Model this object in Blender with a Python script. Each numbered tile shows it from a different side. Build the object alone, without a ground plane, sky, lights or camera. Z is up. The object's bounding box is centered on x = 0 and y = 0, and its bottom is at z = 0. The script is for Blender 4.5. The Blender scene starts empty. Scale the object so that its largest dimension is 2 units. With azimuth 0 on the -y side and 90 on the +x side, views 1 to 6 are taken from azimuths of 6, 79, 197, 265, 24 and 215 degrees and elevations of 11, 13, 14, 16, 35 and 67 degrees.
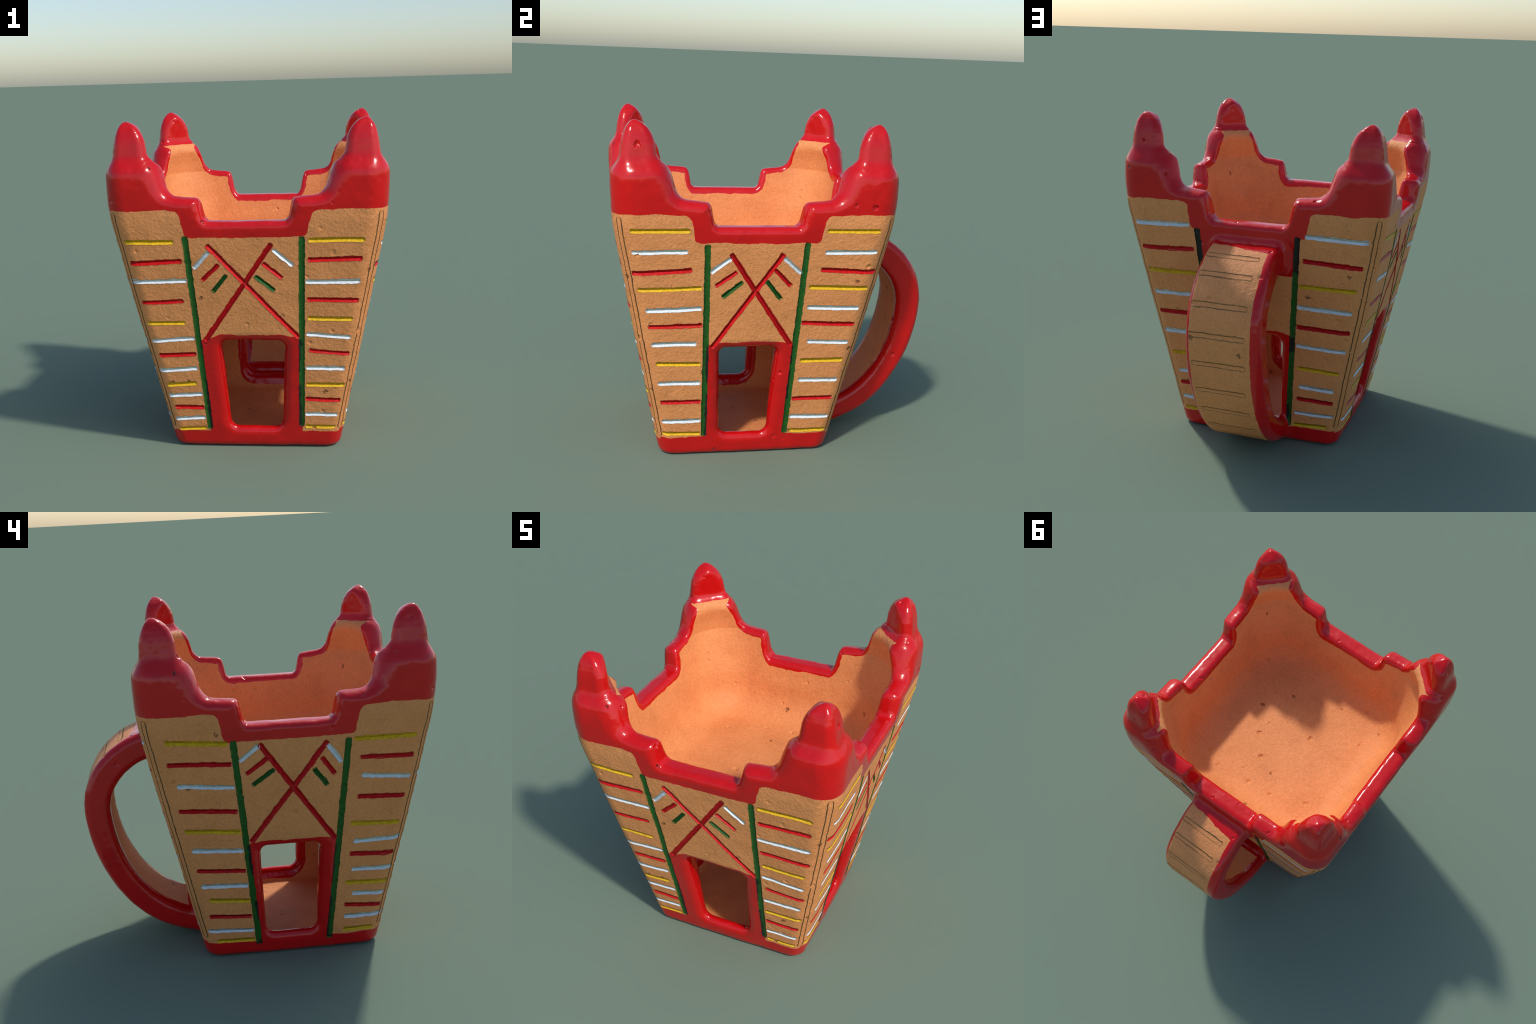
"""Hand-painted clay mug in the shape of a square castle: four corner towers with
finials, notched rim, four gate windows into a chamber under the cup, strap handle."""
import math
import bpy
import numpy as np

rng = np.random.default_rng(7)

# ------------------------------------------------------------------ dimensions
CY = -0.181                 # body axis stands at (0, CY)
VOX = 0.0066                # meshing step
CUP_FLOOR = 1.05            # floor of the cup, above the gate chamber
CHAMBER = (0.042, 0.76)     # floor and ceiling of the gate chamber
TIP = 2.004

# half width of the outer wall against height (flares up, curls in at the towers)
HW_Z = [-0.05, 0.0, 0.5, 1.0, 1.45, 1.55, 1.62, 1.68, 1.74, 1.78, 1.82, 1.9]
HW_A = [0.497, 0.507, 0.605, 0.703, 0.788, 0.798, 0.8005, 0.8005, 0.799, 0.797, 0.793, 0.78]
# rim outline along each wall: distance from the wall's middle, height
RIM = [(0.0, 1.442), (0.195, 1.442), (0.222, 1.448), (0.238, 1.468), (0.252, 1.540), (0.264, 1.563), (0.287, 1.574),
       (0.385, 1.584), (0.420, 1.597), (0.447, 1.63), (0.465, 1.680), (0.481, 1.722), (0.501, 1.760), (0.528, 1.785),
       (0.562, 1.800), (1.2, 1.806)]
# finial outline: height, inner and outer limit
FIN_Z = [1.76, 1.82, 1.885, 1.915, 1.945, 1.965, 1.985, 2.0, 2.03]
FIN_LO = [0.546, 0.553, 0.562, 0.572, 0.588, 0.604, 0.628, 0.655, 0.70]
FIN_HI = [0.755, 0.749, 0.742, 0.736, 0.727, 0.718, 0.704, 0.688, 0.66]
# handle centre line in the y-z plane
HANDLE = [(0.550, 1.230), (0.62, 1.218), (0.703, 1.182), (0.796, 1.109), (0.870, 1.004), (0.904, 0.88), (0.894, 0.73),
          (0.854, 0.565), (0.788, 0.420), (0.701, 0.295), (0.591, 0.195), (0.46, 0.126), (0.37, 0.097)]
HANDLE_T = 0.073            # half thickness
# window opening per wall: middle, half width at top and at sill
WINDOW = {"F": (0.006, 0.191, 0.152), "R": (-0.015, 0.169, 0.138), "L": (0.003, 0.171, 0.144), "B": (0.0, 0.172, 0.144)}
WIN_Z = (0.135, 0.708)
# green lines that frame the middle of each wall: u at top, z top, u at bottom, z bottom
GREEN = {"F": [(-0.345, 1.349, -0.278, 0.135), (0.313, 1.342, 0.283, 0.16)],
         "R": [(-0.278, 1.332, -0.252, 0.142), (0.275, 1.345, 0.236, 0.143)],
         "L": [(0.300, 1.346, 0.200, 0.085), (-0.309, 1.320, -0.212, 0.085)],
         "B": [(0.311, 1.346, 0.222, 0.128), (-0.297, 1.351, -0.214, 0.128)]}
BASE_Z = {"F": 0.108, "R": 0.122, "L": 0.095, "B": 0.108}

# painted lines: colour letter, u and z of one end, u and z of the other
PAINT = {
 "F": [('Y',-0.687,1.327,-0.422,1.327), ('R',-0.664,1.201,-0.383,1.216), ('W',-0.676,1.085,-0.361,1.096), ('R',-0.618,0.959,-0.389,0.967), ('Y',-0.596,0.828,-0.390,0.832), ('W',-0.581,0.712,-0.339,0.732), ('R',-0.545,0.621,-0.341,0.632), ('W',-0.552,0.518,-0.339,0.538), ('Y',-0.511,0.421,-0.351,0.435), ('W',-0.508,0.350,-0.304,0.363), ('R',-0.478,0.274,-0.316,0.271), ('W',-0.478,0.189,-0.299,0.202), ('Y',-0.460,0.119,-0.297,0.130),
       ('Y',0.360,1.332,0.652,1.334), ('R',0.353,1.217,0.639,1.222), ('W',0.337,1.086,0.626,1.087), ('R',0.343,0.978,0.617,0.972), ('Y',0.345,0.861,0.582,0.856), ('W',0.334,0.761,0.570,0.742), ('R',0.345,0.654,0.563,0.635), ('W',0.327,0.544,0.533,0.538), ('Y',0.326,0.432,0.532,0.426), ('R',0.310,0.334,0.506,0.326), ('W',0.307,0.232,0.487,0.229), ('Y',0.307,0.147,0.474,0.145)],
 "R": [('Y',-0.689,1.421,-0.385,1.423), ('W',-0.678,1.299,-0.394,1.305), ('R',-0.674,1.177,-0.369,1.195), ('Y',-0.644,1.077,-0.311,1.092), ('W',-0.596,0.957,-0.308,0.966), ('R',-0.583,0.855,-0.278,0.865), ('W',-0.561,0.743,-0.329,0.749), ('Y',-0.535,0.620,-0.299,0.618), ('W',-0.519,0.494,-0.297,0.495), ('R',-0.503,0.367,-0.272,0.369), ('W',-0.490,0.237,-0.267,0.241), ('Y',-0.488,0.152,-0.270,0.149),
       ('Y',0.389,1.426,0.676,1.423), ('W',0.388,1.300,0.671,1.298), ('R',0.374,1.195,0.678,1.179), ('Y',0.316,1.091,0.640,1.078), ('W',0.316,0.964,0.601,0.958), ('R',0.274,0.868,0.586,0.854), ('W',0.333,0.749,0.561,0.739), ('Y',0.303,0.624,0.539,0.621), ('W',0.302,0.497,0.521,0.490), ('R',0.275,0.370,0.500,0.368), ('W',0.261,0.246,0.489,0.237), ('Y',0.277,0.150,0.479,0.145)],
 "L": [('Y',0.642,1.370,0.340,1.344), ('R',0.641,1.248,0.316,1.230), ('W',0.597,1.120,0.296,1.096), ('R',0.598,0.974,0.302,0.951), ('Y',0.573,0.849,0.278,0.822), ('W',0.543,0.726,0.278,0.706), ('R',0.525,0.595,0.254,0.575), ('W',0.504,0.491,0.247,0.480), ('Y',0.465,0.396,0.241,0.376), ('R',0.471,0.287,0.235,0.272), ('W',0.482,0.185,0.217,0.174), ('Y',0.435,0.112,0.230,0.106),
       ('Y',-0.349,1.322,-0.666,1.322), ('R',-0.382,1.218,-0.655,1.209), ('W',-0.392,1.109,-0.642,1.085), ('R',-0.372,0.983,-0.614,0.971), ('Y',-0.337,0.820,-0.592,0.806), ('W',-0.354,0.708,-0.603,0.711), ('R',-0.335,0.627,-0.567,0.616), ('W',-0.347,0.527,-0.561,0.520), ('Y',-0.314,0.441,-0.539,0.428), ('W',-0.352,0.365,-0.518,0.354), ('R',-0.308,0.293,-0.503,0.273), ('W',-0.307,0.213,-0.516,0.210), ('Y',-0.303,0.122,-0.457,0.124)],
 "B": [('W',0.693,1.360,0.367,1.373), ('R',0.665,1.209,0.347,1.226), ('Y',0.635,1.065,0.322,1.072), ('W',0.608,0.924,0.300,0.932), ('R',0.588,0.796,0.300,0.806), ('W',0.566,0.667,0.295,0.676), ('Y',0.528,0.519,0.295,0.526), ('W',0.492,0.394,0.300,0.400), ('R',0.485,0.309,0.285,0.311), ('W',0.481,0.209,0.272,0.214), ('Y',0.465,0.130,0.262,0.127),
       ('W',-0.355,1.370,-0.694,1.365), ('R',-0.337,1.223,-0.664,1.212), ('Y',-0.311,1.065,-0.631,1.067), ('W',-0.284,0.935,-0.604,0.927), ('R',-0.291,0.804,-0.591,0.799), ('W',-0.287,0.680,-0.568,0.671), ('Y',-0.289,0.529,-0.527,0.520), ('W',-0.300,0.404,-0.492,0.398), ('R',-0.281,0.314,-0.487,0.311), ('W',-0.264,0.214,-0.487,0.218), ('Y',-0.255,0.128,-0.446,0.136)],
}
# crossed lances with three-streamer banners on the front and side walls
LANCES = {
 "F": [('R',-0.218,1.303,0.274,0.746), ('R',0.136,1.307,-0.266,0.722), ('W',-0.224,1.261,-0.301,1.176), ('R',-0.169,1.187,-0.258,1.104), ('G',-0.128,1.125,-0.201,1.034), ('W',0.155,1.272,0.252,1.189), ('R',0.094,1.195,0.189,1.113), ('G',0.048,1.117,0.143,1.037)],
 "R": [('R',-0.143,1.285,0.224,0.732), ('R',0.141,1.284,-0.226,0.727), ('W',-0.155,1.263,-0.249,1.188), ('R',-0.117,1.181,-0.218,1.105), ('G',-0.083,1.123,-0.179,1.039), ('W',0.158,1.263,0.246,1.182), ('R',0.107,1.194,0.193,1.104), ('G',0.064,1.125,0.143,1.027)],
 "L": [('R',0.159,1.325,-0.236,0.744), ('R',-0.191,1.315,0.221,0.760), ('W',0.174,1.321,0.265,1.247), ('R',0.128,1.246,0.231,1.170), ('G',0.095,1.178,0.200,1.103), ('W',-0.203,1.298,-0.267,1.204), ('R',-0.168,1.226,-0.233,1.136), ('G',-0.127,1.163,-0.192,1.075)],
 "B": [],
}
HANDLE_GROOVES = [1.285, 1.165, 1.02, 0.855, 0.685, 0.51, 0.365, 0.225, 0.125]   # height of each groove's outer face

# ------------------------------------------------------------------ noise
_tab = rng.random(4096)


def vnoise(P, scale, seed=0):
    """smooth value noise in -1..1"""
    q = P * scale + seed * 17.31
    i = np.floor(q).astype(np.int64)
    f = q - i
    f = f * f * (3 - 2 * f)
    out = 0
    for dx in (0, 1):
        for dy in (0, 1):
            for dz in (0, 1):
                h = (i[..., 0] + dx) * 73856093 ^ (i[..., 1] + dy) * 19349663 ^ (i[..., 2] + dz) * 83492791
                v = _tab[(h ^ (h >> 7)) & 4095]
                w = (f[..., 0] if dx else 1 - f[..., 0]) * (f[..., 1] if dy else 1 - f[..., 1]) * (f[..., 2] if dz else 1 - f[..., 2])
                out = out + v * w
    return out * 2 - 1


# ------------------------------------------------------------------ shape as distance fields
def smax(a, b, k):
    h = np.maximum(k - np.abs(a - b), 0) / k
    return np.maximum(a, b) + h * h * k * 0.25


def smin(a, b, k):
    return -smax(-a, -b, k)


def rbox(x, y, ax, ay, r):
    dx, dy = x - ax + r, y - ay + r
    return np.hypot(np.maximum(dx, 0), np.maximum(dy, 0)) + np.minimum(np.maximum(dx, dy), 0) - r


def smooth_curve(pts, n=6):
    P = np.array(pts)
    P = np.vstack([2 * P[0] - P[1], P, 2 * P[-1] - P[-2]])
    out = []
    for i in range(1, len(P) - 2):
        for t in np.arange(n) / n:
            a, b, c, d = P[i - 1:i + 3]
            out.append(0.5 * (2 * b + (c - a) * t + (2 * a - 5 * b + 4 * c - d) * t * t + (3 * b - a - 3 * c + d) * t ** 3))
    out.append(P[-2])
    return np.array(out)


_hz = np.linspace(-0.05, 1.9, 400)
_hw = np.interp(_hz, HW_Z, HW_A)
for _ in range(30):
    _hw[1:-1] = (_hw[:-2] + 2 * _hw[1:-1] + _hw[2:]) / 4
RIM_S = smooth_curve(RIM, 3)
RIM_S[:, 0] = np.maximum.accumulate(RIM_S[:, 0] + np.arange(len(RIM_S)) * 1e-6)
HCURVE = smooth_curve(HANDLE, 8)
HSEG = np.linalg.norm(np.diff(HCURVE, axis=0), axis=1)
HLEN = np.concatenate([[0], np.cumsum(HSEG)])


def half_width(z):
    return np.interp(z, _hz, _hw)


def seg2(px, py, a, b):
    vx, vy = b[0] - a[0], b[1] - a[1]
    t = np.clip(((px - a[0]) * vx + (py - a[1]) * vy) / (vx * vx + vy * vy), 0, 1)
    return np.hypot(px - a[0] - t * vx, py - a[1] - t * vy), t


def rim_cut(u, z):
    """negative below the rim outline"""
    out = z - 1.43
    m = z > 1.22
    if m.any():
        uu, zz = u[m], z[m]
        d = np.full(uu.shape, 9.0)
        for a, b in zip(RIM_S[:-1], RIM_S[1:]):
            d = np.minimum(d, seg2(uu, zz, a, b)[0])
        out[m] = np.where(zz > np.interp(uu, RIM_S[:, 0], RIM_S[:, 1]), d, -d)
    return out


def window(u, z, wall):
    c, wt, wb = WINDOW[wall]
    zm, zh = (WIN_Z[0] + WIN_Z[1]) / 2, (WIN_Z[1] - WIN_Z[0]) / 2
    w = wb + (wt - wb) * np.clip((z - WIN_Z[0]) / (WIN_Z[1] - WIN_Z[0]), -0.2, 1.2)
    return rbox(np.abs(u - c), np.abs(z - zm), w, zh, 0.045)


def handle_coords(y, z):
    """distance across the strap (outward positive) and length along it"""
    best = np.full(y.shape, 9.0)
    side = np.zeros(y.shape)
    along = np.zeros(y.shape)
    for i in range(len(HCURVE) - 1):
        a, b = HCURVE[i], HCURVE[i + 1]
        d, t = seg2(y, z, a, b)
        m = d < best
        best = np.where(m, d, best)
        cr = (b[0] - a[0]) * (z - a[1]) - (b[1] - a[1]) * (y - a[0])
        side = np.where(m, np.sign(cr), side)
        along = np.where(m, HLEN[i] + t * HSEG[i], along)
    return best * side, along


def handle_thick(s):
    return np.interp(s, [0, 0.3, 0.6, 1.0, 1.5, 1.75], [0.079, 0.082, 0.076, 0.073, 0.073, 0.066])


def handle_width(s):
    return np.interp(s, [0, 0.25, 0.8, 1.3, 1.7], [0.212, 0.216, 0.224, 0.212, 0.200])


def handle_field(P):
    x, y, z = P[:, 0], P[:, 1], P[:, 2]
    d = np.full(len(P), 1.0)
    m = (y > 0.15) & (np.abs(x) < 0.34) & (z < 1.5)
    if m.any():
        c, s = handle_coords(y[m], z[m])
        d[m] = rbox(np.abs(x[m]), np.abs(c), handle_width(s), handle_thick(s), 0.046)
    return d


def parts(P):
    """distance fields of the pieces"""
    X, Y, z = P[:, 0], P[:, 1] - CY, P[:, 2]
    ax, ay = np.abs(X), np.abs(Y)
    hw = half_width(z)
    bulge = 0.006 * np.clip(1 - (np.minimum(ax, ay) / hw) ** 2, 0, 1) * np.clip((1.5 - z) * 3, 0, 1)
    hw = hw + bulge
    outer = rbox(ax, ay, hw, hw, np.interp(z, [0, 1.5, 1.8], [0.085, 0.125, 0.13])) * 0.983
    hi = np.minimum(0.508 + 0.19 * z + bulge - np.interp(z, [1.05, 1.4], [0.136, 0.120]), hw - np.interp(z, [1.5, 1.65, 1.8], [0.100, 0.120, 0.145]))
    ri = np.interp(z, [1.0, 1.3, 1.8], [0.26, 0.32, 0.29])
    cup = smax(rbox(ax, ay, hi, hi, ri), CUP_FLOOR - z, 0.17)
    hc = np.minimum(hw - 0.080, 0.446 + 0.06 * z)
    chamber = smax(smax(rbox(ax, ay, hc, hc, 0.07), CHAMBER[0] - z, 0.05), z - CHAMBER[1], 0.08)
    cut = cut_field(ax, ay, Y, z)
    return X, Y, z, ax, ay, hw, outer, cup, chamber, cut


def cut_field(ax, ay, Y, z, with_ledge=True):
    zb = z + np.where(Y > 0, np.interp(ax, [0.21, 0.27], [0.032, 0.0]), np.interp(ax, [0.21, 0.27], [0.003, 0.0]))
    zs = z + np.interp(ay, [0.21, 0.27], [0.003, 0.0])
    ledge = (z - 1.806 + 0.6 * np.maximum(1.245 - ax - ay, 0)) * 0.8
    arms = np.maximum(rim_cut(ax * (1 + 0.40 * (0.705 - ay)), zb), rim_cut(ay * (1 + 0.40 * (0.705 - ax)), zs))
    return np.where(z > 1.5, smax(arms, ledge, 0.02), arms) if with_ledge else arms


def field(P, full=False):
    X, Y, z, ax, ay, hw, outer, cup, chamber, cut = parts(P)
    body = smax(smax(outer, -z, 0.04), cut, np.interp(z, [1.40, 1.5, 1.6, 1.72, 1.8], [0.052, 0.06, 0.085, 0.10, 0.13]))
    body = smax(body, -cup, 0.034)
    body = smax(body, -chamber, 0.03)
    low = z < 0.85
    if low.any():
        b = body[low]
        for wall, u, d in (("F", X, -Y), ("B", X, Y), ("R", Y, X), ("L", Y, -X)):
            uu, dd = u[low], d[low]
            w = np.maximum(window(uu, z[low], wall), np.maximum(0.25 - dd, dd - hw[low] - 0.03))
            b = smax(b, -w, 0.066)
        body[low] = b
    top = z > 1.70
    if top.any():
        zt, xt, yt = z[top], ax[top], ay[top]
        lo, hi = np.interp(zt, FIN_Z, FIN_LO), np.interp(zt, FIN_Z, FIN_HI)
        mid, half = (lo + hi) / 2, np.maximum((hi - lo) / 2, 0.004)
        f = rbox(np.abs(xt - mid), np.abs(yt - mid), half, half, half * 0.55)
        f = smax(f, (1.238 - xt - yt) * 0.707, 0.02)
        f = f * np.interp(zt, [1.86, 1.98], [1.0, 0.7])
        f = smax(smax(f, 1.74 - zt, 0.02), zt - TIP, 0.012)
        body[top] = smin(body[top], f, 0.032)
    h = handle_field(P)
    if full:
        return body, h
    f = smin(body, h, 0.06)
    m = (Y > 0.3) & (z < 0.8) & (ax < 0.3)
    if m.any():
        w = np.maximum(window(X[m], z[m], "B"), np.maximum(0.25 - Y[m], Y[m] - hw[m] - 0.004))
        f[m] = smax(f[m], -w, 0.03)
    return f


PITS = None


def field_fine(P):
    """the field with the hand-made unevenness on it"""
    f = field(P)
    f = f + 0.0022 * vnoise(P, 5.0, 1) + 0.0014 * vnoise(P, 14.0, 2) + 0.0007 * vnoise(P, 40.0, 3)
    if PITS is not None:
        f = f + pit_depth(P)
    return f


def pit_depth(P):
    """small broken-out pits, looked up on a coarse hash of cells"""
    out = np.zeros(len(P))
    key = np.floor(P / 0.1).astype(np.int64)
    code = (key[:, 0] + 100) * 1000000 + (key[:, 1] + 100) * 1000 + key[:, 2] + 100
    order = np.argsort(code, kind="stable")
    sc = code[order]
    for c, r, dep in PITS:
        k0, k1 = np.floor((c - r * 1.6) / 0.1).astype(int), np.floor((c + r * 1.6) / 0.1).astype(int)
        for i in range(k0[0], k1[0] + 1):
            for j in range(k0[1], k1[1] + 1):
                for k in range(k0[2], k1[2] + 1):
                    q = (i + 100) * 1000000 + (j + 100) * 1000 + k + 100
                    a, b = np.searchsorted(sc, [q, q + 1])
                    if a == b:
                        continue
                    ids = order[a:b]
                    d = np.linalg.norm(P[ids] - c, axis=1) / r
                    d = d + 0.35 * vnoise(P[ids], 130.0, 5)
                    out[ids] += dep * np.clip(1 - d * d, 0, 1) ** 0.7
    return out


def chunked(fn, P, n=400000):
    return np.concatenate([fn(P[i:i + n]) for i in range(0, len(P), n)]) if len(P) else np.zeros(0)


# ------------------------------------------------------------------ meshing: surface nets in a narrow band
def surface():
    lo = np.array([-0.86, -1.04, -0.03])
    B = 8
    nb = np.ceil((np.array([0.86, 1.02, 2.03]) - lo) / (VOX * B)).astype(int)
    n = nb * B + 1
    size = VOX * B
    bi = np.stack(np.meshgrid(*[np.arange(k) for k in nb], indexing="ij"), -1).reshape(-1, 3)
    fc = chunked(field, lo + (bi + 0.5) * size)
    F = np.empty(n, np.float32)
    near = np.abs(fc) < size * 0.5 * 1.74 * 1.15
    sgn = np.where(fc > 0, 1.0, -1.0).reshape(nb)
    F[:] = 1.0
    F[:-1, :-1, :-1] = np.repeat(np.repeat(np.repeat(sgn, B, 0), B, 1), B, 2)
    # second cull at half the block size
    act = bi[near]
    sub = np.stack(np.meshgrid([0, 4], [0, 4], [0, 4], indexing="ij"), -1).reshape(-1, 3)
    cells = (act[:, None] * B + sub[None]).reshape(-1, 3)
    fs = chunked(field, lo + (cells + 2) * VOX)
    cells_n = cells[np.abs(fs) < 4 * VOX * 0.5 * 1.74 * 1.2 + 0.002]
    for (c, s) in zip(cells, fs > 0):
        F[c[0]:c[0] + 4, c[1]:c[1] + 4, c[2]:c[2] + 4] = 1.0 if s else -1.0
    off = np.stack(np.meshgrid(*[np.arange(5)] * 3, indexing="ij"), -1).reshape(-1, 3)
    ids = (cells_n[:, None] + off[None]).reshape(-1, 3)
    flat = np.unique(np.ravel_multi_index(ids.T, n))
    ijk = np.stack(np.unravel_index(flat, n), -1)
    F.reshape(-1)[flat] = chunked(field, lo + ijk * VOX)
    S = F < 0
    cn = n - 1
    cnt = np.zeros(cn, np.uint8)
    for dx in (0, 1):
        for dy in (0, 1):
            for dz in (0, 1):
                cnt += S[dx:dx + cn[0], dy:dy + cn[1], dz:dz + cn[2]]
    cell = np.argwhere((cnt > 0) & (cnt < 8))
    idx = np.full(cn, -1, np.int32)
    idx[tuple(cell.T)] = np.arange(len(cell))
    acc = np.zeros((len(cell), 3))
    num = np.zeros(len(cell))
    corners = np.array([[i, j, k] for i in (0, 1) for j in (0, 1) for k in (0, 1)])
    val = [F[tuple((cell + c).T)].astype(float) for c in corners]
    for p in range(8):
        for q in range(p + 1, 8):
            if np.abs(corners[p] - corners[q]).sum() != 1:
                continue
            m = (val[p] < 0) != (val[q] < 0)
            t = val[p][m] / (val[p][m] - val[q][m])
            acc[m] += corners[p] + t[:, None] * (corners[q] - corners[p])
            num[m] += 1
    V = lo + (cell + acc / num[:, None]) * VOX
    quads = []
    for a in range(3):
        b, c = (a + 1) % 3, (a + 2) % 3
        sl0 = [slice(None)] * 3
        sl1 = [slice(None)] * 3
        sl0[a], sl1[a] = slice(0, -1), slice(1, None)
        e = np.argwhere(S[tuple(sl0)] != S[tuple(sl1)])
        e = e[(e[:, b] > 0) & (e[:, c] > 0) & (e[:, b] < cn[b]) & (e[:, c] < cn[c])]
        q = []
        for ob, oc in ((-1, -1), (0, -1), (0, 0), (-1, 0)):
            k = e.copy()
            k[:, b] += ob
            k[:, c] += oc
            q.append(idx[tuple(k.T)])
        q = np.stack(q, 1)
        flip = ~S[tuple(e.T)]
        q[flip] = q[flip][:, ::-1]
        quads.append(q[(q >= 0).all(1)])
    return V, np.vstack(quads)


def gradient(P, e=0.003):
    g = np.empty_like(P)
    for i in range(3):
        d = np.zeros(3)
        d[i] = e
        g[:, i] = chunked(field_fine, P + d) - chunked(field_fine, P - d)
    return g / (2 * e)


def unit(v):
    return v / np.maximum(np.linalg.norm(v, axis=-1, keepdims=True), 1e-9)


V, Q = surface()
# pits: most on the glazed towers, the cup floor and the handle
pick = rng.choice(len(V), 210, replace=False)
PITS = []
for i in pick:
    w = V[i]
    if w[2] < 0.02 or (w[2] < 0.7 and rng.random() < 0.5):
        continue
    PITS.append((w + rng.normal(0, 0.003, 3), rng.uniform(0.008, 0.017), rng.uniform(0.004, 0.009)))
for c in [(0.73, 0.32, 1.60), (0.71, 0.30, 1.56), (0.79, 0.46, 1.56), (0.66, 0.55, 1.84), (0.76, -0.72, 1.62), (0.74, -0.84, 1.88),
          (-0.10, -0.30, CUP_FLOOR), (0.22, -0.12, CUP_FLOOR), (0.10, 0.02, CUP_FLOOR), (0.02, -0.98, 1.38), (0.2, -0.985, 1.36)]:
    PITS.append((np.array(c), 0.018, 0.011))
G = gradient(V)
f = chunked(field_fine, V)
step = f / np.maximum((G * G).sum(1), 0.3)
V = V - np.clip(step, -0.6 * VOX, 0.6 * VOX)[:, None] * G
f = chunked(field_fine, V)
V = V - np.clip(f, -0.4 * VOX, 0.4 * VOX)[:, None] * unit(G)
V[:, 2] = np.maximum(V[:, 2], 0.0)
N = unit(gradient(V))
T = np.vstack([Q[:, [0, 1, 2]], Q[:, [0, 2, 3]]])


# ------------------------------------------------------------------ cutting the skin into its painted regions
class Skin:
    def __init__(self, V, N):
        self.V, self.N = V, N

    def split(self, T, fn):
        """cut triangles along fn = 0; returns (positive, negative)"""
        used = np.unique(T)
        g = np.zeros(len(self.V))
        g[used] = chunked(fn, self.V[used])
        g[np.abs(g) < 1e-5] = 1e-5
        s = g[T] > 0
        k = s.sum(1)
        pos, neg, mix = T[k == 3], T[k == 0], T[(k == 1) | (k == 2)]
        if len(mix) == 0:
            return pos, neg
        ms = g[mix] > 0
        odd = np.where(ms.sum(1) == 1, np.argmax(ms, 1), np.argmin(ms, 1))
        r = np.arange(len(mix))
        a, b, c = mix[r, odd], mix[r, (odd + 1) % 3], mix[r, (odd + 2) % 3]
        e = np.vstack([np.sort(np.stack([a, b], 1), 1), np.sort(np.stack([a, c], 1), 1)])
        ue, inv = np.unique(e, axis=0, return_inverse=True)
        inv = inv.reshape(-1)
        t = g[ue[:, 0]] / (g[ue[:, 0]] - g[ue[:, 1]])
        nv = self.V[ue[:, 0]] + t[:, None] * (self.V[ue[:, 1]] - self.V[ue[:, 0]])
        nn = unit(self.N[ue[:, 0]] + t[:, None] * (self.N[ue[:, 1]] - self.N[ue[:, 0]]))
        base = len(self.V)
        self.V, self.N = np.vstack([self.V, nv]), np.vstack([self.N, nn])
        ab, ac = base + inv[:len(mix)], base + inv[len(mix):]
        one = np.stack([a, ab, ac], 1)
        two = np.vstack([np.stack([ab, b, c], 1), np.stack([ab, c, ac], 1)])
        up = g[a] > 0
        up2 = np.concatenate([up, up])
        return np.vstack([pos, one[up], two[~up2]]), np.vstack([neg, one[~up], two[up2]])


def wall_of(X, Y):
    side = np.abs(X) > np.abs(Y)
    return np.where(side, np.where(X > 0, 1, 3), np.where(Y > 0, 2, 0))     # F R B L


WALLS = ["F", "R", "B", "L"]


def wall_uv(P):
    X, Y = P[:, 0], P[:, 1] - CY
    w = wall_of(X, Y)
    u = np.where((w == 0) | (w == 2), X, Y)
    return w, u


def ragged(P, amp=1.0):
    return amp * (0.007 * vnoise(P, 9.0, 8) + 0.0035 * vnoise(P, 33.0, 9) + 0.0018 * vnoise(P, 90.0, 10))


def on_handle(P):
    body, h = field(P, True)
    return body - h


def glaze(P):
    """positive where the red glaze lies on the body"""
    X, Y, z, ax, ay, hw, outer, cup, chamber, cut = parts(P)
    w, u = wall_uv(P)
    out = np.full(len(P), -1.0)
    win = np.full(len(P), 1.0)
    for k, wall in enumerate(WALLS):
        m = w == k
        if not m.any():
            continue
        uu, zz, a = u[m], z[m], np.abs(u[m])
        g = smax(zz - 1.512, smin(zz - 1.352, 0.345 + 0.16 * (zz - 1.352) - a, 0.03), 0.04)
        lim = np.full(uu.shape, 0.0)
        for (u0, z0, u1, z1) in GREEN[wall]:
            line = u1 + (u0 - u1) * (zz - z1) / (z0 - z1)
            lim = np.where(np.sign(uu) == np.sign(u0), np.abs(line) - a, lim)
        top = 0.752 - 0.5 * np.maximum(a - 0.17, 0) ** 1.0 * 0.4
        g = np.maximum(g, np.minimum(top - zz, lim))
        g = np.maximum(g, BASE_Z[wall] - zz)
        if wall == "B":
            g = np.maximum(g, np.minimum(zz - 1.12, lim))
            g = np.maximum(g, np.minimum(0.22 - zz, 0.20 - a))
        out[m] = g
        win[m] = window(uu, zz, wall)
    inner = np.interp(z, [1.5, 1.65], [0.040, 0.022]) + cut_field(ax, ay, Y, np.minimum(z, 1.75), False)
    inner = np.maximum(inner, z - 1.778)
    room = 0.066 - win
    g = np.where(outer + cup > 0, out, inner)
    inside = (z < 0.82) & (outer + chamber < 0)
    g = np.where(inside, room, g)
    return g + ragged(P)


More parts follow.
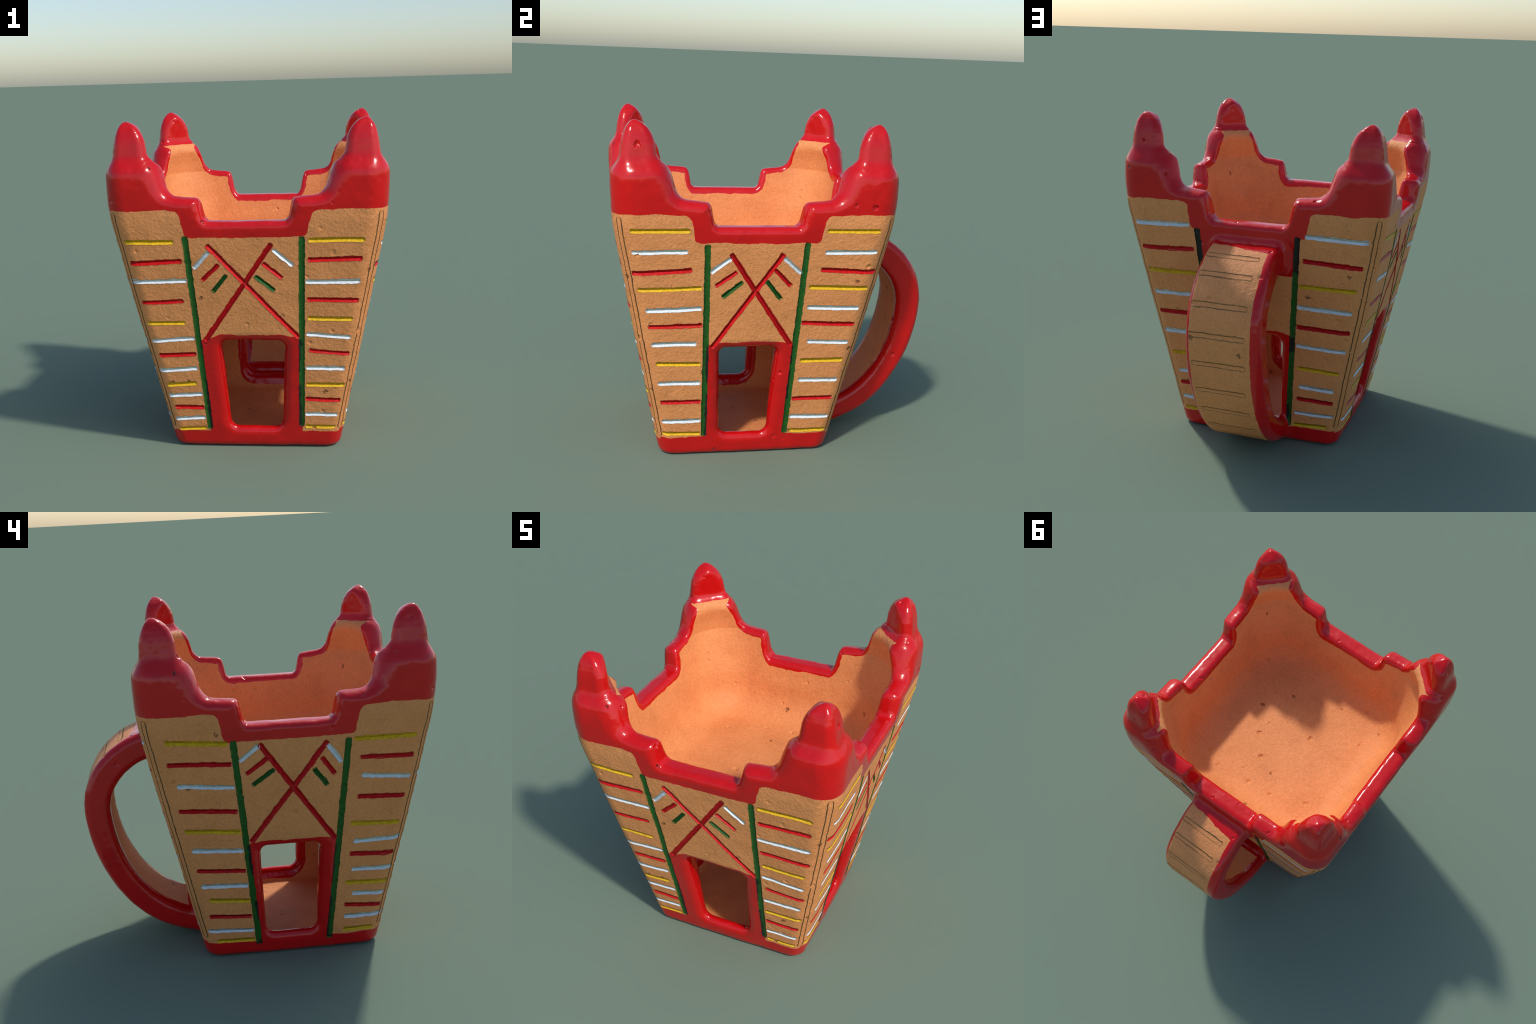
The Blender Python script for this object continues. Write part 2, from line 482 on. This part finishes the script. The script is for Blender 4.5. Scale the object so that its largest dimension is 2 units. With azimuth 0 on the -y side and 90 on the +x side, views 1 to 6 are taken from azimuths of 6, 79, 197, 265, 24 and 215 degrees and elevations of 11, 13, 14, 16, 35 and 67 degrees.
def handle_clay(P):
    c, s = handle_coords(P[:, 1], P[:, 2])
    x, y, z = P[:, 0], P[:, 1], P[:, 2]
    ends = np.where(z > 0.7, y - 0.668 + 0.12 * x + 0.004 * vnoise(P, 60.0, 4), y - 0.40)
    outer = np.minimum(np.minimum(x + 0.165, 0.190 - x), c - 0.03)
    under = np.minimum(np.minimum(0.148 - np.abs(x), -c - 0.03), np.where(z > 0.7, y - 0.635, y - 0.42) - 0.0 * x)
    return np.maximum(np.minimum(outer, ends), under) + ragged(P, 0.7)


# ------------------------------------------------------------------ painted grooves
R_LINE = 0.0110
lines = {k: [] for k in WALLS}
for wall in WALLS:
    for g in GREEN[wall]:
        lines[wall].append(("green_border_line", "G", g[0], g[1], g[2], g[3], 0.0138))
    for p in PAINT[wall]:
        p = list(p)
        for e in (1, 3):        # stop at the border line's edge
            for g in GREEN[wall]:
                line = g[2] + (g[0] - g[2]) * (p[e + 1] - g[3]) / (g[1] - g[3])
                if line * p[e] > 0 and abs(p[e]) < abs(line) + 0.031:
                    p[e] = math.copysign(abs(line) + 0.031, line)
        lines[wall].append(("painted_stripe", *p, R_LINE * rng.uniform(0.9, 1.08)))
    for i, p in enumerate(LANCES[wall]):
        lines[wall].append(("painted_lance", *p, 0.0122) if i < 2 else ("painted_streamer", *p, 0.0102))


def capsule(u, z, ln):
    d, t = seg2(u, z, (ln[2], ln[3]), (ln[4], ln[5]))
    return d - ln[6]


def holes(P):
    """positive inside any painted groove of the walls or an incised corner line"""
    w, u = wall_uv(P)
    g = np.full(len(P), -1.0)
    X, Y, z, ax, ay, hw, outer, cup, chamber, cut = parts(P)
    outside = (outer + cup > 0) & ((z > 0.85) | (outer + chamber > 0)) & (outer > -0.03)
    for k, wall in enumerate(WALLS):
        m = np.where((w == k) & outside)[0]
        for ln in lines[wall]:
            mm = m[(np.abs(u[m] - (ln[2] + ln[4]) / 2) < abs(ln[2] - ln[4]) / 2 + 0.05) & (np.abs(z[m] - (ln[3] + ln[5]) / 2) < abs(ln[3] - ln[5]) / 2 + 0.05)]
            if len(mm):
                g[mm] = np.maximum(g[mm], -(capsule(u[mm], z[mm], ln) + 0.0022))
    b = np.abs(ax - ay) * 0.7071
    m = outside & (b < 0.08)
    d = np.hypot(b[m], np.maximum(np.maximum(z[m] - CORNER_Z[1], CORNER_Z[0] - z[m]), 0)) - CORNER_R + 0.0022
    g[m] = np.maximum(g[m], -d)
    return g


CORNER_Z, CORNER_R = (0.15, 1.475), 0.0150


def handle_holes(P):
    c, s = handle_coords(P[:, 1], P[:, 2])
    g = np.full(len(P), -1.0)
    for (sg, x0, x1, r) in groove_list:
        m = (np.abs(s - sg) < 0.05) & (c > 0.02)
        d = np.hypot(s[m] - sg, np.maximum(np.maximum(P[m, 0] - x1, x0 - P[m, 0]), 0)) - r + 0.0022
        g[m] = np.maximum(g[m], -d)
    return g


_nrm = np.gradient(HCURVE, axis=0)
_nrm = np.stack([-_nrm[:, 1], _nrm[:, 0]], 1)
_nrm /= np.linalg.norm(_nrm, axis=1, keepdims=True)
_out = HCURVE + _nrm * HANDLE_T
groove_list = []
for zg in HANDLE_GROOVES:
    i = np.argmin(np.abs(_out[:, 1] - zg) + (np.abs(_out[:, 0]) < 0.55) * 1.0 * (zg > 0.3))
    j = np.interp(-zg, -_out[16:, 1], HLEN[16:])
    groove_list.append((float(j), -0.122 + rng.uniform(-0.006, 0.01), np.interp(zg, [0.1, 0.9, 1.3], [0.142, 0.182, 0.176]), 0.0115))

skin = Skin(V, N)
handle_t, body_t = skin.split(T, on_handle)
_, body_t = skin.split(body_t, holes)
red_t, clay_t = skin.split(body_t, glaze)
_, handle_t = skin.split(handle_t, handle_holes)
hclay_t, hred_t = skin.split(handle_t, handle_clay)

# ------------------------------------------------------------------ materials
def new_mat(name):
    m = bpy.data.materials.new(name)
    m.use_nodes = True
    nt = m.node_tree
    return m, nt, nt.nodes["Principled BSDF"]


def node(nt, kind, **kw):
    n = nt.nodes.new(kind)
    for k, v in kw.items():
        setattr(n, k, v)
    return n


def tex_noise(nt, co, scale, detail=4.0, rough=0.55):
    n = node(nt, "ShaderNodeTexNoise")
    n.inputs["Scale"].default_value = scale
    n.inputs["Detail"].default_value = detail
    n.inputs["Roughness"].default_value = rough
    nt.links.new(co, n.inputs["Vector"])
    return n.outputs["Fac"]


def ramp(nt, fac, stops):
    r = node(nt, "ShaderNodeValToRGB")
    el = r.color_ramp.elements
    while len(el) < len(stops):
        el.new(0.5)
    for e, (p, c) in zip(el, stops):
        e.position = p
        e.color = (*c, 1) if len(c) == 3 else c
    nt.links.new(fac, r.inputs["Fac"])
    return r.outputs["Color"]


def mix(nt, fac, a, b, mode="MIX"):
    m = node(nt, "ShaderNodeMix", data_type="RGBA", blend_type=mode)
    for sock, v in ((m.inputs[0], fac), (m.inputs[6], a), (m.inputs[7], b)):
        if isinstance(v, (int, float)):
            sock.default_value = v
        elif isinstance(v, tuple):
            sock.default_value = (*v, 1)
        else:
            nt.links.new(v, sock)
    return m.outputs[2]


def bump(nt, height, strength, dist, prev=None):
    b = node(nt, "ShaderNodeBump")
    b.inputs["Strength"].default_value = strength
    b.inputs["Distance"].default_value = dist
    nt.links.new(height, b.inputs["Height"])
    if prev is not None:
        nt.links.new(prev, b.inputs["Normal"])
    return b.outputs["Normal"]


def pit_mask(nt, co, scale, size, warp):
    """few irregular pits: distance to sparse Voronoi points, broken by noise"""
    n = node(nt, "ShaderNodeTexNoise")
    n.inputs["Scale"].default_value = 45.0
    nt.links.new(co, n.inputs["Vector"])
    add = node(nt, "ShaderNodeVectorMath", operation="MULTIPLY_ADD")
    nt.links.new(n.outputs["Color"], add.inputs[0])
    add.inputs[1].default_value = (warp,) * 3
    nt.links.new(co, add.inputs[2])
    v = node(nt, "ShaderNodeTexVoronoi")
    v.inputs["Scale"].default_value = scale
    nt.links.new(add.outputs[0], v.inputs["Vector"])
    spot = ramp(nt, v.outputs["Distance"], [(0.0, (1, 1, 1)), (size * 0.55, (1, 1, 1)), (size, (0, 0, 0))])
    some = ramp(nt, v.outputs["Color"], [(0.55, (0, 0, 0)), (0.60, (1, 1, 1))])
    n2 = ramp(nt, tex_noise(nt, co, 90.0, 3.0, 0.6), [(0.42, (0, 0, 0)), (0.52, (1, 1, 1))])
    return mix(nt, 1.0, mix(nt, 1.0, spot, some, "MULTIPLY"), n2, "MULTIPLY")


def clay(name, base, dark, light, rough=0.62, grain=0.5):
    m, nt, b = new_mat(name)
    co = node(nt, "ShaderNodeTexCoord").outputs["Object"]
    cloud = tex_noise(nt, co, 5.0, 5.0, 0.6)
    speck = tex_noise(nt, co, 70.0, 4.0, 0.65)
    col = ramp(nt, cloud, [(0.30, dark), (0.52, base), (0.75, light)])
    col = mix(nt, 0.40, col, ramp(nt, speck, [(0.32, tuple(c * 0.70 for c in base)), (0.52, base), (0.70, tuple(min(1, c * 1.22) for c in base))]))
    pits = pit_mask(nt, co, 7.0, 0.12, 0.03)
    col = mix(nt, pits, col, tuple(c * f for c, f in zip(base, (0.36, 0.33, 0.33))))
    nt.links.new(col, b.inputs["Base Color"])
    b.inputs["Roughness"].default_value = rough
    b.inputs["Specular IOR Level"].default_value = 0.35
    n1 = bump(nt, tex_noise(nt, co, 50.0, 5.0, 0.62), grain, 0.009)
    n2 = bump(nt, tex_noise(nt, co, 105.0, 3.0, 0.6), grain * 0.9, 0.006, n1)
    inv = node(nt, "ShaderNodeMath", operation="MULTIPLY")
    nt.links.new(pits, inv.inputs[0])
    inv.inputs[1].default_value = -1.0
    nt.links.new(bump(nt, inv.outputs[0], 0.9, 0.008, n2), b.inputs["Normal"])
    return m


def paint(name, base, rough=0.45, vary=0.12, coat=0.0, dark=None):
    m, nt, b = new_mat(name)
    co = node(nt, "ShaderNodeTexCoord").outputs["Object"]
    n = tex_noise(nt, co, 60.0, 4.0, 0.6)
    col = ramp(nt, n, [(0.3, tuple(c * (1 - 2.0 * vary) for c in base)), (0.55, base), (0.75, tuple(min(1, c * (1 + vary)) for c in base))])
    if dark is not None:
        col = mix(nt, ramp(nt, tex_noise(nt, co, 9.0, 3.0, 0.5), [(0.56, (0, 0, 0)), (0.66, (1, 1, 1))]), col, dark)
    nt.links.new(col, b.inputs["Base Color"])
    b.inputs["Roughness"].default_value = rough
    b.inputs["Specular IOR Level"].default_value = 0.25
    nt.links.new(bump(nt, tex_noise(nt, co, 80.0, 4.0, 0.6), 0.45, 0.006), b.inputs["Normal"])
    return m


def red_glaze():
    m, nt, b = new_mat("red_glaze")
    co = node(nt, "ShaderNodeTexCoord").outputs["Object"]
    n = tex_noise(nt, co, 7.0, 4.0, 0.55)
    col = ramp(nt, n, [(0.30, (0.57, 0.004, 0.005)), (0.52, (0.62, 0.005, 0.006)), (0.75, (0.66, 0.007, 0.007))])
    pits = pit_mask(nt, co, 6.5, 0.10, 0.03)
    col = mix(nt, pits, col, (0.25, 0.003, 0.003))
    nt.links.new(col, b.inputs["Base Color"])
    b.inputs["Roughness"].default_value = 0.18
    b.inputs["Specular IOR Level"].default_value = 0.5
    inv = node(nt, "ShaderNodeMath", operation="MULTIPLY")
    nt.links.new(pits, inv.inputs[0])
    inv.inputs[1].default_value = -1.0
    n1 = bump(nt, tex_noise(nt, co, 22.0, 3.0, 0.5), 0.12, 0.008)
    n2 = bump(nt, inv.outputs[0], 0.8, 0.008, n1)
    nt.links.new(n2, b.inputs["Normal"])
    return m


M_RED = red_glaze()
M_CLAY = clay("tan_clay", (0.83, 0.315, 0.105), (0.74, 0.275, 0.088), (0.88, 0.342, 0.120), 0.6, 0.55)
M_IN = clay("orange_clay", (0.86, 0.315, 0.105), (0.72, 0.25, 0.08), (0.92, 0.345, 0.12), 0.6, 0.45)
M_LINE = {"Y": paint("yellow_paint", (0.86, 0.50, 0.018), 0.5), "W": paint("white_paint", (0.80, 0.84, 0.86), 0.5, 0.06),
          "R": paint("red_paint", (0.66, 0.008, 0.010), 0.4), "G": paint("green_paint", (0.020, 0.11, 0.014), 0.5, 0.15)}
M_BLACK = paint("green_over_red", (0.020, 0.024, 0.016), 0.4, 0.2)
M_FAINT = paint("faint_groove_edge", (0.34, 0.165, 0.055), 0.7, 0.2)
M_DARK_EDGE = paint("dark_groove_edge", (0.15, 0.075, 0.026), 0.7, 0.2)

# ------------------------------------------------------------------ objects
root = bpy.data.objects.new("castle_mug", None)
bpy.context.scene.collection.objects.link(root)
root["label"] = "square red and tan clay mug shaped like a castle with four corner towers"
root["category"] = "mug"


def add_mesh(name, V, F, mats, N=None, parent=root, fmat=None):
    me = bpy.data.meshes.new(name)
    F = np.asarray(F)
    k = F.shape[1]
    me.vertices.add(len(V))
    me.vertices.foreach_set("co", np.asarray(V, np.float32).ravel())
    me.loops.add(F.size)
    me.loops.foreach_set("vertex_index", F.astype(np.int32).ravel())
    me.polygons.add(len(F))
    me.polygons.foreach_set("loop_start", np.arange(0, F.size, k, dtype=np.int32))
    me.polygons.foreach_set("loop_total", np.full(len(F), k, np.int32))
    for m in mats:
        me.materials.append(m)
    me.polygons.foreach_set("use_smooth", np.ones(len(F), bool))
    if fmat is not None:
        me.polygons.foreach_set("material_index", np.asarray(fmat, np.int32))
    me.update(calc_edges=True)
    if N is not None:
        me.normals_split_custom_set_from_vertices(np.asarray(N, np.float32).tolist())
    o = bpy.data.objects.new(name, me)
    bpy.context.scene.collection.objects.link(o)
    o.parent = parent
    return o


def add_skin(name, T, mat, parent=root):
    # drop slivers, then compact
    a, b, c = skin.V[T[:, 0]], skin.V[T[:, 1]], skin.V[T[:, 2]]
    T = T[np.linalg.norm(np.cross(b - a, c - a), axis=1) > 1e-10]
    if not len(T):
        return None
    used, inv = np.unique(T, return_inverse=True)
    return add_mesh(name, skin.V[used], inv.reshape(-1, 3), [mat], skin.N[used], parent)


def diag(P, a):
    """positive in wall sector a"""
    X, Y = P[:, 0], P[:, 1] - CY
    p, q = X - Y, X + Y
    return [np.minimum(p, -q), np.minimum(p, q), np.minimum(-p, q), np.minimum(-p, -q)][a]


# glazed red pieces
fin_t, red_t = skin.split(red_t, lambda P: P[:, 2] - 1.808)
for sx in (1, -1):
    for sy in (1, -1):
        c = skin.V[fin_t].mean(1)
        add_skin("finial", fin_t[(c[:, 0] * sx > 0) & ((c[:, 1] - CY) * sy > 0)], M_RED)
rim_t, low_t = skin.split(red_t, lambda P: P[:, 2] - 1.0)
add_skin("rim", rim_t, M_RED)
frame_t, base_t = skin.split(low_t, lambda P: P[:, 2] - 0.108)
add_skin("base_band", base_t, M_RED)
rest = frame_t
for k in range(4):
    part, rest = skin.split(rest, lambda P, k=k: diag(P, k))
    add_skin("window_frame", part, M_RED)
# bare clay pieces
def is_outer(P):
    X, Y, z, ax, ay, hw, outer, cup, chamber, cut = parts(P)
    return np.where(z > 0.82, outer + cup, outer + chamber)


ow_t, in_t = skin.split(clay_t, is_outer)
rest = ow_t
wall_obj = []
for k in range(4):
    part, rest = skin.split(rest, lambda P, k=k: diag(P, k))
    wall_obj.append(add_skin("outer_wall", part, M_CLAY))
cup_t, ch_t = skin.split(in_t, lambda P: P[:, 2] - 0.82)
add_skin("cup_interior", cup_t, M_IN)
add_skin("gate_chamber", ch_t, M_IN)
# handle
handle = add_skin("handle", hred_t, M_RED)
ho_t, hi_t = skin.split(hclay_t, lambda P: handle_coords(P[:, 1], P[:, 2])[0])
grip = add_skin("handle_grip", ho_t, M_CLAY, handle)
add_skin("handle_underside", hi_t, M_IN, handle)


# ---- groove inlays
PROF_T = np.array([-1, -0.94, -0.64, -0.40, -0.12, 0, 0.12, 0.40, 0.64, 0.94, 1])
PROF_H = np.array([0.0002, 0.0014, 0.0009, -0.0004, -0.0014, -0.0015])


def prof(t, depth):
    """height of the groove against the wall over |t| = distance / radius"""
    a = np.abs(t)
    return np.where(a > 0.9, 0.0005, np.where(a > 1.2, 0.0005, -depth * (1 - np.clip(a / 0.92, 0, 1) ** 2.2) + 0.0006))


def inlay_grid(length, r, seed):
    """grid of (along, across) over a capsule with worn edges"""
    n = max(8, int((length + 2 * r) / 0.006))
    th = np.linspace(0, 1, n)
    e = r * 1.10 + 0.002
    al = -e + th * (length + 2 * e)
    over = np.maximum(np.maximum(-al, al - length), 0)
    w = np.sqrt(np.maximum(1 - (over / e) ** 2, 0.0004)) * e
    g = np.random.default_rng(seed)
    k = np.ones(5) / 5
    j1, j2 = (np.convolve(g.normal(0, 1, n + 4), k, "valid") * 0.0030 + g.normal(0, 0.0009, n) for _ in (0, 1))
    wave = np.convolve(g.normal(0, 1, n + 40), np.ones(41) / 41, "valid") * 0.006
    A = np.repeat(al[:, None], len(PROF_T), 1)
    wide = w[:, None] + np.clip(np.where(PROF_T[None] < 0, j1[:, None], j2[:, None]), -0.0012, 0.004) * np.minimum(1, w / r)[:, None]
    Bc = PROF_T[None] * wide
    return A, Bc, wave[:, None] + 0 * Bc


def grid_faces(n, m):
    i = np.arange(n - 1)[:, None] * m + np.arange(m - 1)[None]
    i = i.ravel()
    return np.stack([i, i + m, i + m + 1, i + 1], 1)


def settle(P0, D, h):
    """move along D onto the skin, then to height h over it"""
    t = np.zeros(len(P0))
    for _ in range(4):
        t -= np.clip(field_fine(P0 + t[:, None] * D), -0.03, 0.03)
    return P0 + (t + h)[:, None] * D


def name_is_long(ln):
    return ln[0] in ("green_border_line", "painted_lance")


def wall_point(wall, u, z, lift=0.0):
    hw = half_width(z) + lift
    return {"F": np.stack([u, CY - hw, z], 1), "B": np.stack([u, CY + hw, z], 1),
            "R": np.stack([hw, CY + u, z], 1), "L": np.stack([-hw, CY + u, z], 1)}[wall]


DIRS = {"F": (0, -1, -0.19), "B": (0, 1, -0.19), "R": (1, 0, -0.19), "L": (-1, 0, -0.19)}


def film(t):
    return np.interp(t, np.abs(PROF_T[5:]), PROF_H[::-1])


def slope(t, kind):
    """steepness of the groove wall at |t| = distance / radius"""
    if kind == "G":
        return np.interp(t, [0, 0.45, 0.75, 0.95, 1.0], [0, 0.12, 1.0, 1.1, 0.2])
    if kind == "K":
        return np.interp(t, [0, 0.5, 0.7, 0.95, 1.0], [0, 0.05, 0.7, 0.8, 0.1])
    return np.interp(t, [0, 0.01, 0.12, 0.72, 0.94, 1.0], [0.4, 0.5, 1.7, 2.1, 1.5, 0.1])


def add_job(name, colour, shape, P0, D, h, nt, er, wall, parent):
    jobs.append((name, colour, shape, P0, D, h, nt, er, wall, parent))


jobs, seed = [], 100
for k, wall in enumerate(WALLS):
    eu = np.array([1.0, 0, 0]) if wall in "FB" else np.array([0, 1.0, 0])
    dn = np.array(DIRS[wall])
    ez = unit(np.array([[dn[0] * 0.19, dn[1] * 0.19, 1.0]]))[0]
    for i, ln in enumerate(lines[wall]):
        seed += 1
        a, b = np.array(ln[2:4]), np.array(ln[4:6])
        L = np.linalg.norm(b - a)
        d = (b - a) / L
        A, Bc, wave = inlay_grid(L, ln[6], seed)
        wave = wave * (0.0 if name_is_long(ln) else 1.0)
        t_edge = np.abs(np.tile(PROF_T, A.shape[0]))
        u0 = (a[0] + A * d[0] - Bc * d[1]).ravel()
        z0 = (a[1] + A * d[1] + Bc * d[0]).ravel()
        # own distance and direction from the axis
        over = (A - np.clip(A, 0, L)).ravel()
        rad = np.stack([over, Bc.ravel()], 1)
        rl = np.maximum(np.linalg.norm(rad, axis=1), 1e-6)
        t = np.maximum(t_edge, np.clip(rl / (ln[6] * 1.10 + 0.002), 0, 1))
        er2 = np.stack([rad[:, 0] * d[0] - rad[:, 1] * d[1], rad[:, 0] * d[1] + rad[:, 1] * d[0]], 1) / rl[:, None]
        kind = ln[1] if ln[0] == "green_border_line" else "P"
        sl = slope(t, kind)
        h = film(t_edge)
        for j, other in enumerate(lines[wall]):
            if j == i:
                continue
            dd, tt = seg2(u0, z0, (other[2], other[3]), (other[4], other[5]))
            to = dd / (other[6] * 1.10 + 0.002)
            m = (to < 0.93) & ((to < t) | (t_edge >= 0.68))
            if m.any():
                ax2 = np.stack([u0 - (other[2] + tt * (other[4] - other[2])), z0 - (other[3] + tt * (other[5] - other[3]))], 1)
                er2[m] = ax2[m] / np.maximum(dd[m], 1e-6)[:, None]
                sl[m] = slope(to[m], "G" if other[0] == "green_border_line" else "P")
                h[m] = np.minimum(h[m], film(to[m])) + (0.0003 if j < i else 0.0)
        u, z = u0 - wave.ravel() * d[1], z0 + wave.ravel() * d[0]
        P0 = wall_point(wall, u, z)
        D = np.repeat(unit(dn[None]), len(P0), 0)
        er = er2[:, :1] * eu + er2[:, 1:] * ez
        add_job(ln[0], ln[1], A.shape, P0, D, h, sl, er, wall, wall_obj[k])
for sx in (1, -1):
    for sy in (1, -1):
        seed += 1
        L = CORNER_Z[1] - CORNER_Z[0]
        A, Bc, wave = inlay_grid(L, CORNER_R, seed)
        z = (CORNER_Z[0] + A).ravel()
        b = Bc.ravel()
        hw = half_width(z) - 0.033
        P0 = np.stack([sx * hw - b * sx * 0.7071, CY + sy * hw + b * sy * 0.7071, z], 1)
        D = np.repeat(unit(np.array([(sx * 0.7071, sy * 0.7071, -0.19)])), len(P0), 0)
        t = np.abs(np.tile(PROF_T, A.shape[0]))
        h = film(t)
        er = np.sign(b)[:, None] * np.array([-sx * 0.7071, sy * 0.7071, 0.0])
        add_job("corner_groove", "K", A.shape, P0, D, h, slope(t, "K"), er, None, root)
for (sg, x0, x1, r) in groove_list:
    seed += 1
    A, Bc, wave = inlay_grid(x1 - x0, r, seed)
    s = np.clip((sg + Bc).ravel(), 0, HLEN[-1])
    cy, cz = np.interp(s, HLEN, HCURVE[:, 0]), np.interp(s, HLEN, HCURVE[:, 1])
    ny, nz = np.interp(s, HLEN, _nrm[:, 0]), np.interp(s, HLEN, _nrm[:, 1])
    x = (x0 + A).ravel()
    P0 = np.stack([x, cy + ny * HANDLE_T, cz + nz * HANDLE_T], 1)
    D = unit(np.stack([0 * x, ny, nz], 1))
    t = np.abs(np.tile(PROF_T, A.shape[0]))
    h = film(t)
    er = np.sign(Bc).ravel()[:, None] * np.stack([0 * x, nz, -ny], 1)
    add_job("handle_groove", "K", A.shape, P0, D, h, slope(t, "K"), er, None, grip)

allP, allD, allE = (np.vstack([j[k] for j in jobs]) for k in (3, 4, 7))
allH, allS = (np.concatenate([j[k] for j in jobs]) for k in (5, 6))
allP = np.concatenate([settle(allP[i:i + 200000], allD[i:i + 200000], allH[i:i + 200000]) for i in range(0, len(allP), 200000)])
allS = allS * (1 + 0.35 * vnoise(allP, 60.0, 11) + 0.25 * vnoise(allP, 150.0, 12))
allN = unit(unit(gradient(allP, 0.006)) - allS[:, None] * allE)
at = 0
for (name, colour, shape, P0, D, h, sl, er, wall, parent) in jobs:
    Vp, Np = allP[at:at + len(P0)], allN[at:at + len(P0)]
    at += len(P0)
    F = grid_faces(*shape)
    e1, e2 = Vp[F[:, 1]] - Vp[F[:, 0]], Vp[F[:, 3]] - Vp[F[:, 0]]
    if (np.cross(e1, e2) * D[F[:, 0]]).sum() < 0:
        F = F[:, ::-1]
    col = np.tile(np.arange(shape[1] - 1), shape[0] - 1)
    edge = np.minimum(col, shape[1] - 2 - col)
    c = Vp[F].mean(1)
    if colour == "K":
        mats, fm = [M_CLAY, M_DARK_EDGE if name == "corner_groove" else M_FAINT], ((edge <= 1) & (vnoise(c, 55.0, 13) > -0.85)).astype(int)
    elif name == "green_border_line":
        over = (glaze(c) > 0.005) & (c[:, 2] < 0.74) & (vnoise(c, 7.0, 6) > -0.1)
        if wall == "B":
            over |= (c[:, 2] + 0.01 * vnoise(c, 40.0, 7) > 1.145) | (np.abs(c[:, 2] - 0.68) < 0.05)
        mats, fm = [M_LINE["G"], M_DARK_EDGE, M_BLACK], np.where(over, 2, np.where(edge == 0, 1, 0))
    else:
        mats, fm = [M_LINE[colour], M_DARK_EDGE], (edge == 0).astype(int)
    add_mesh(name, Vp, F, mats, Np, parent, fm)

bpy.context.view_layer.update()
print("triangles", sum(len(o.data.polygons) for o in bpy.data.objects if o.type == "MESH"))
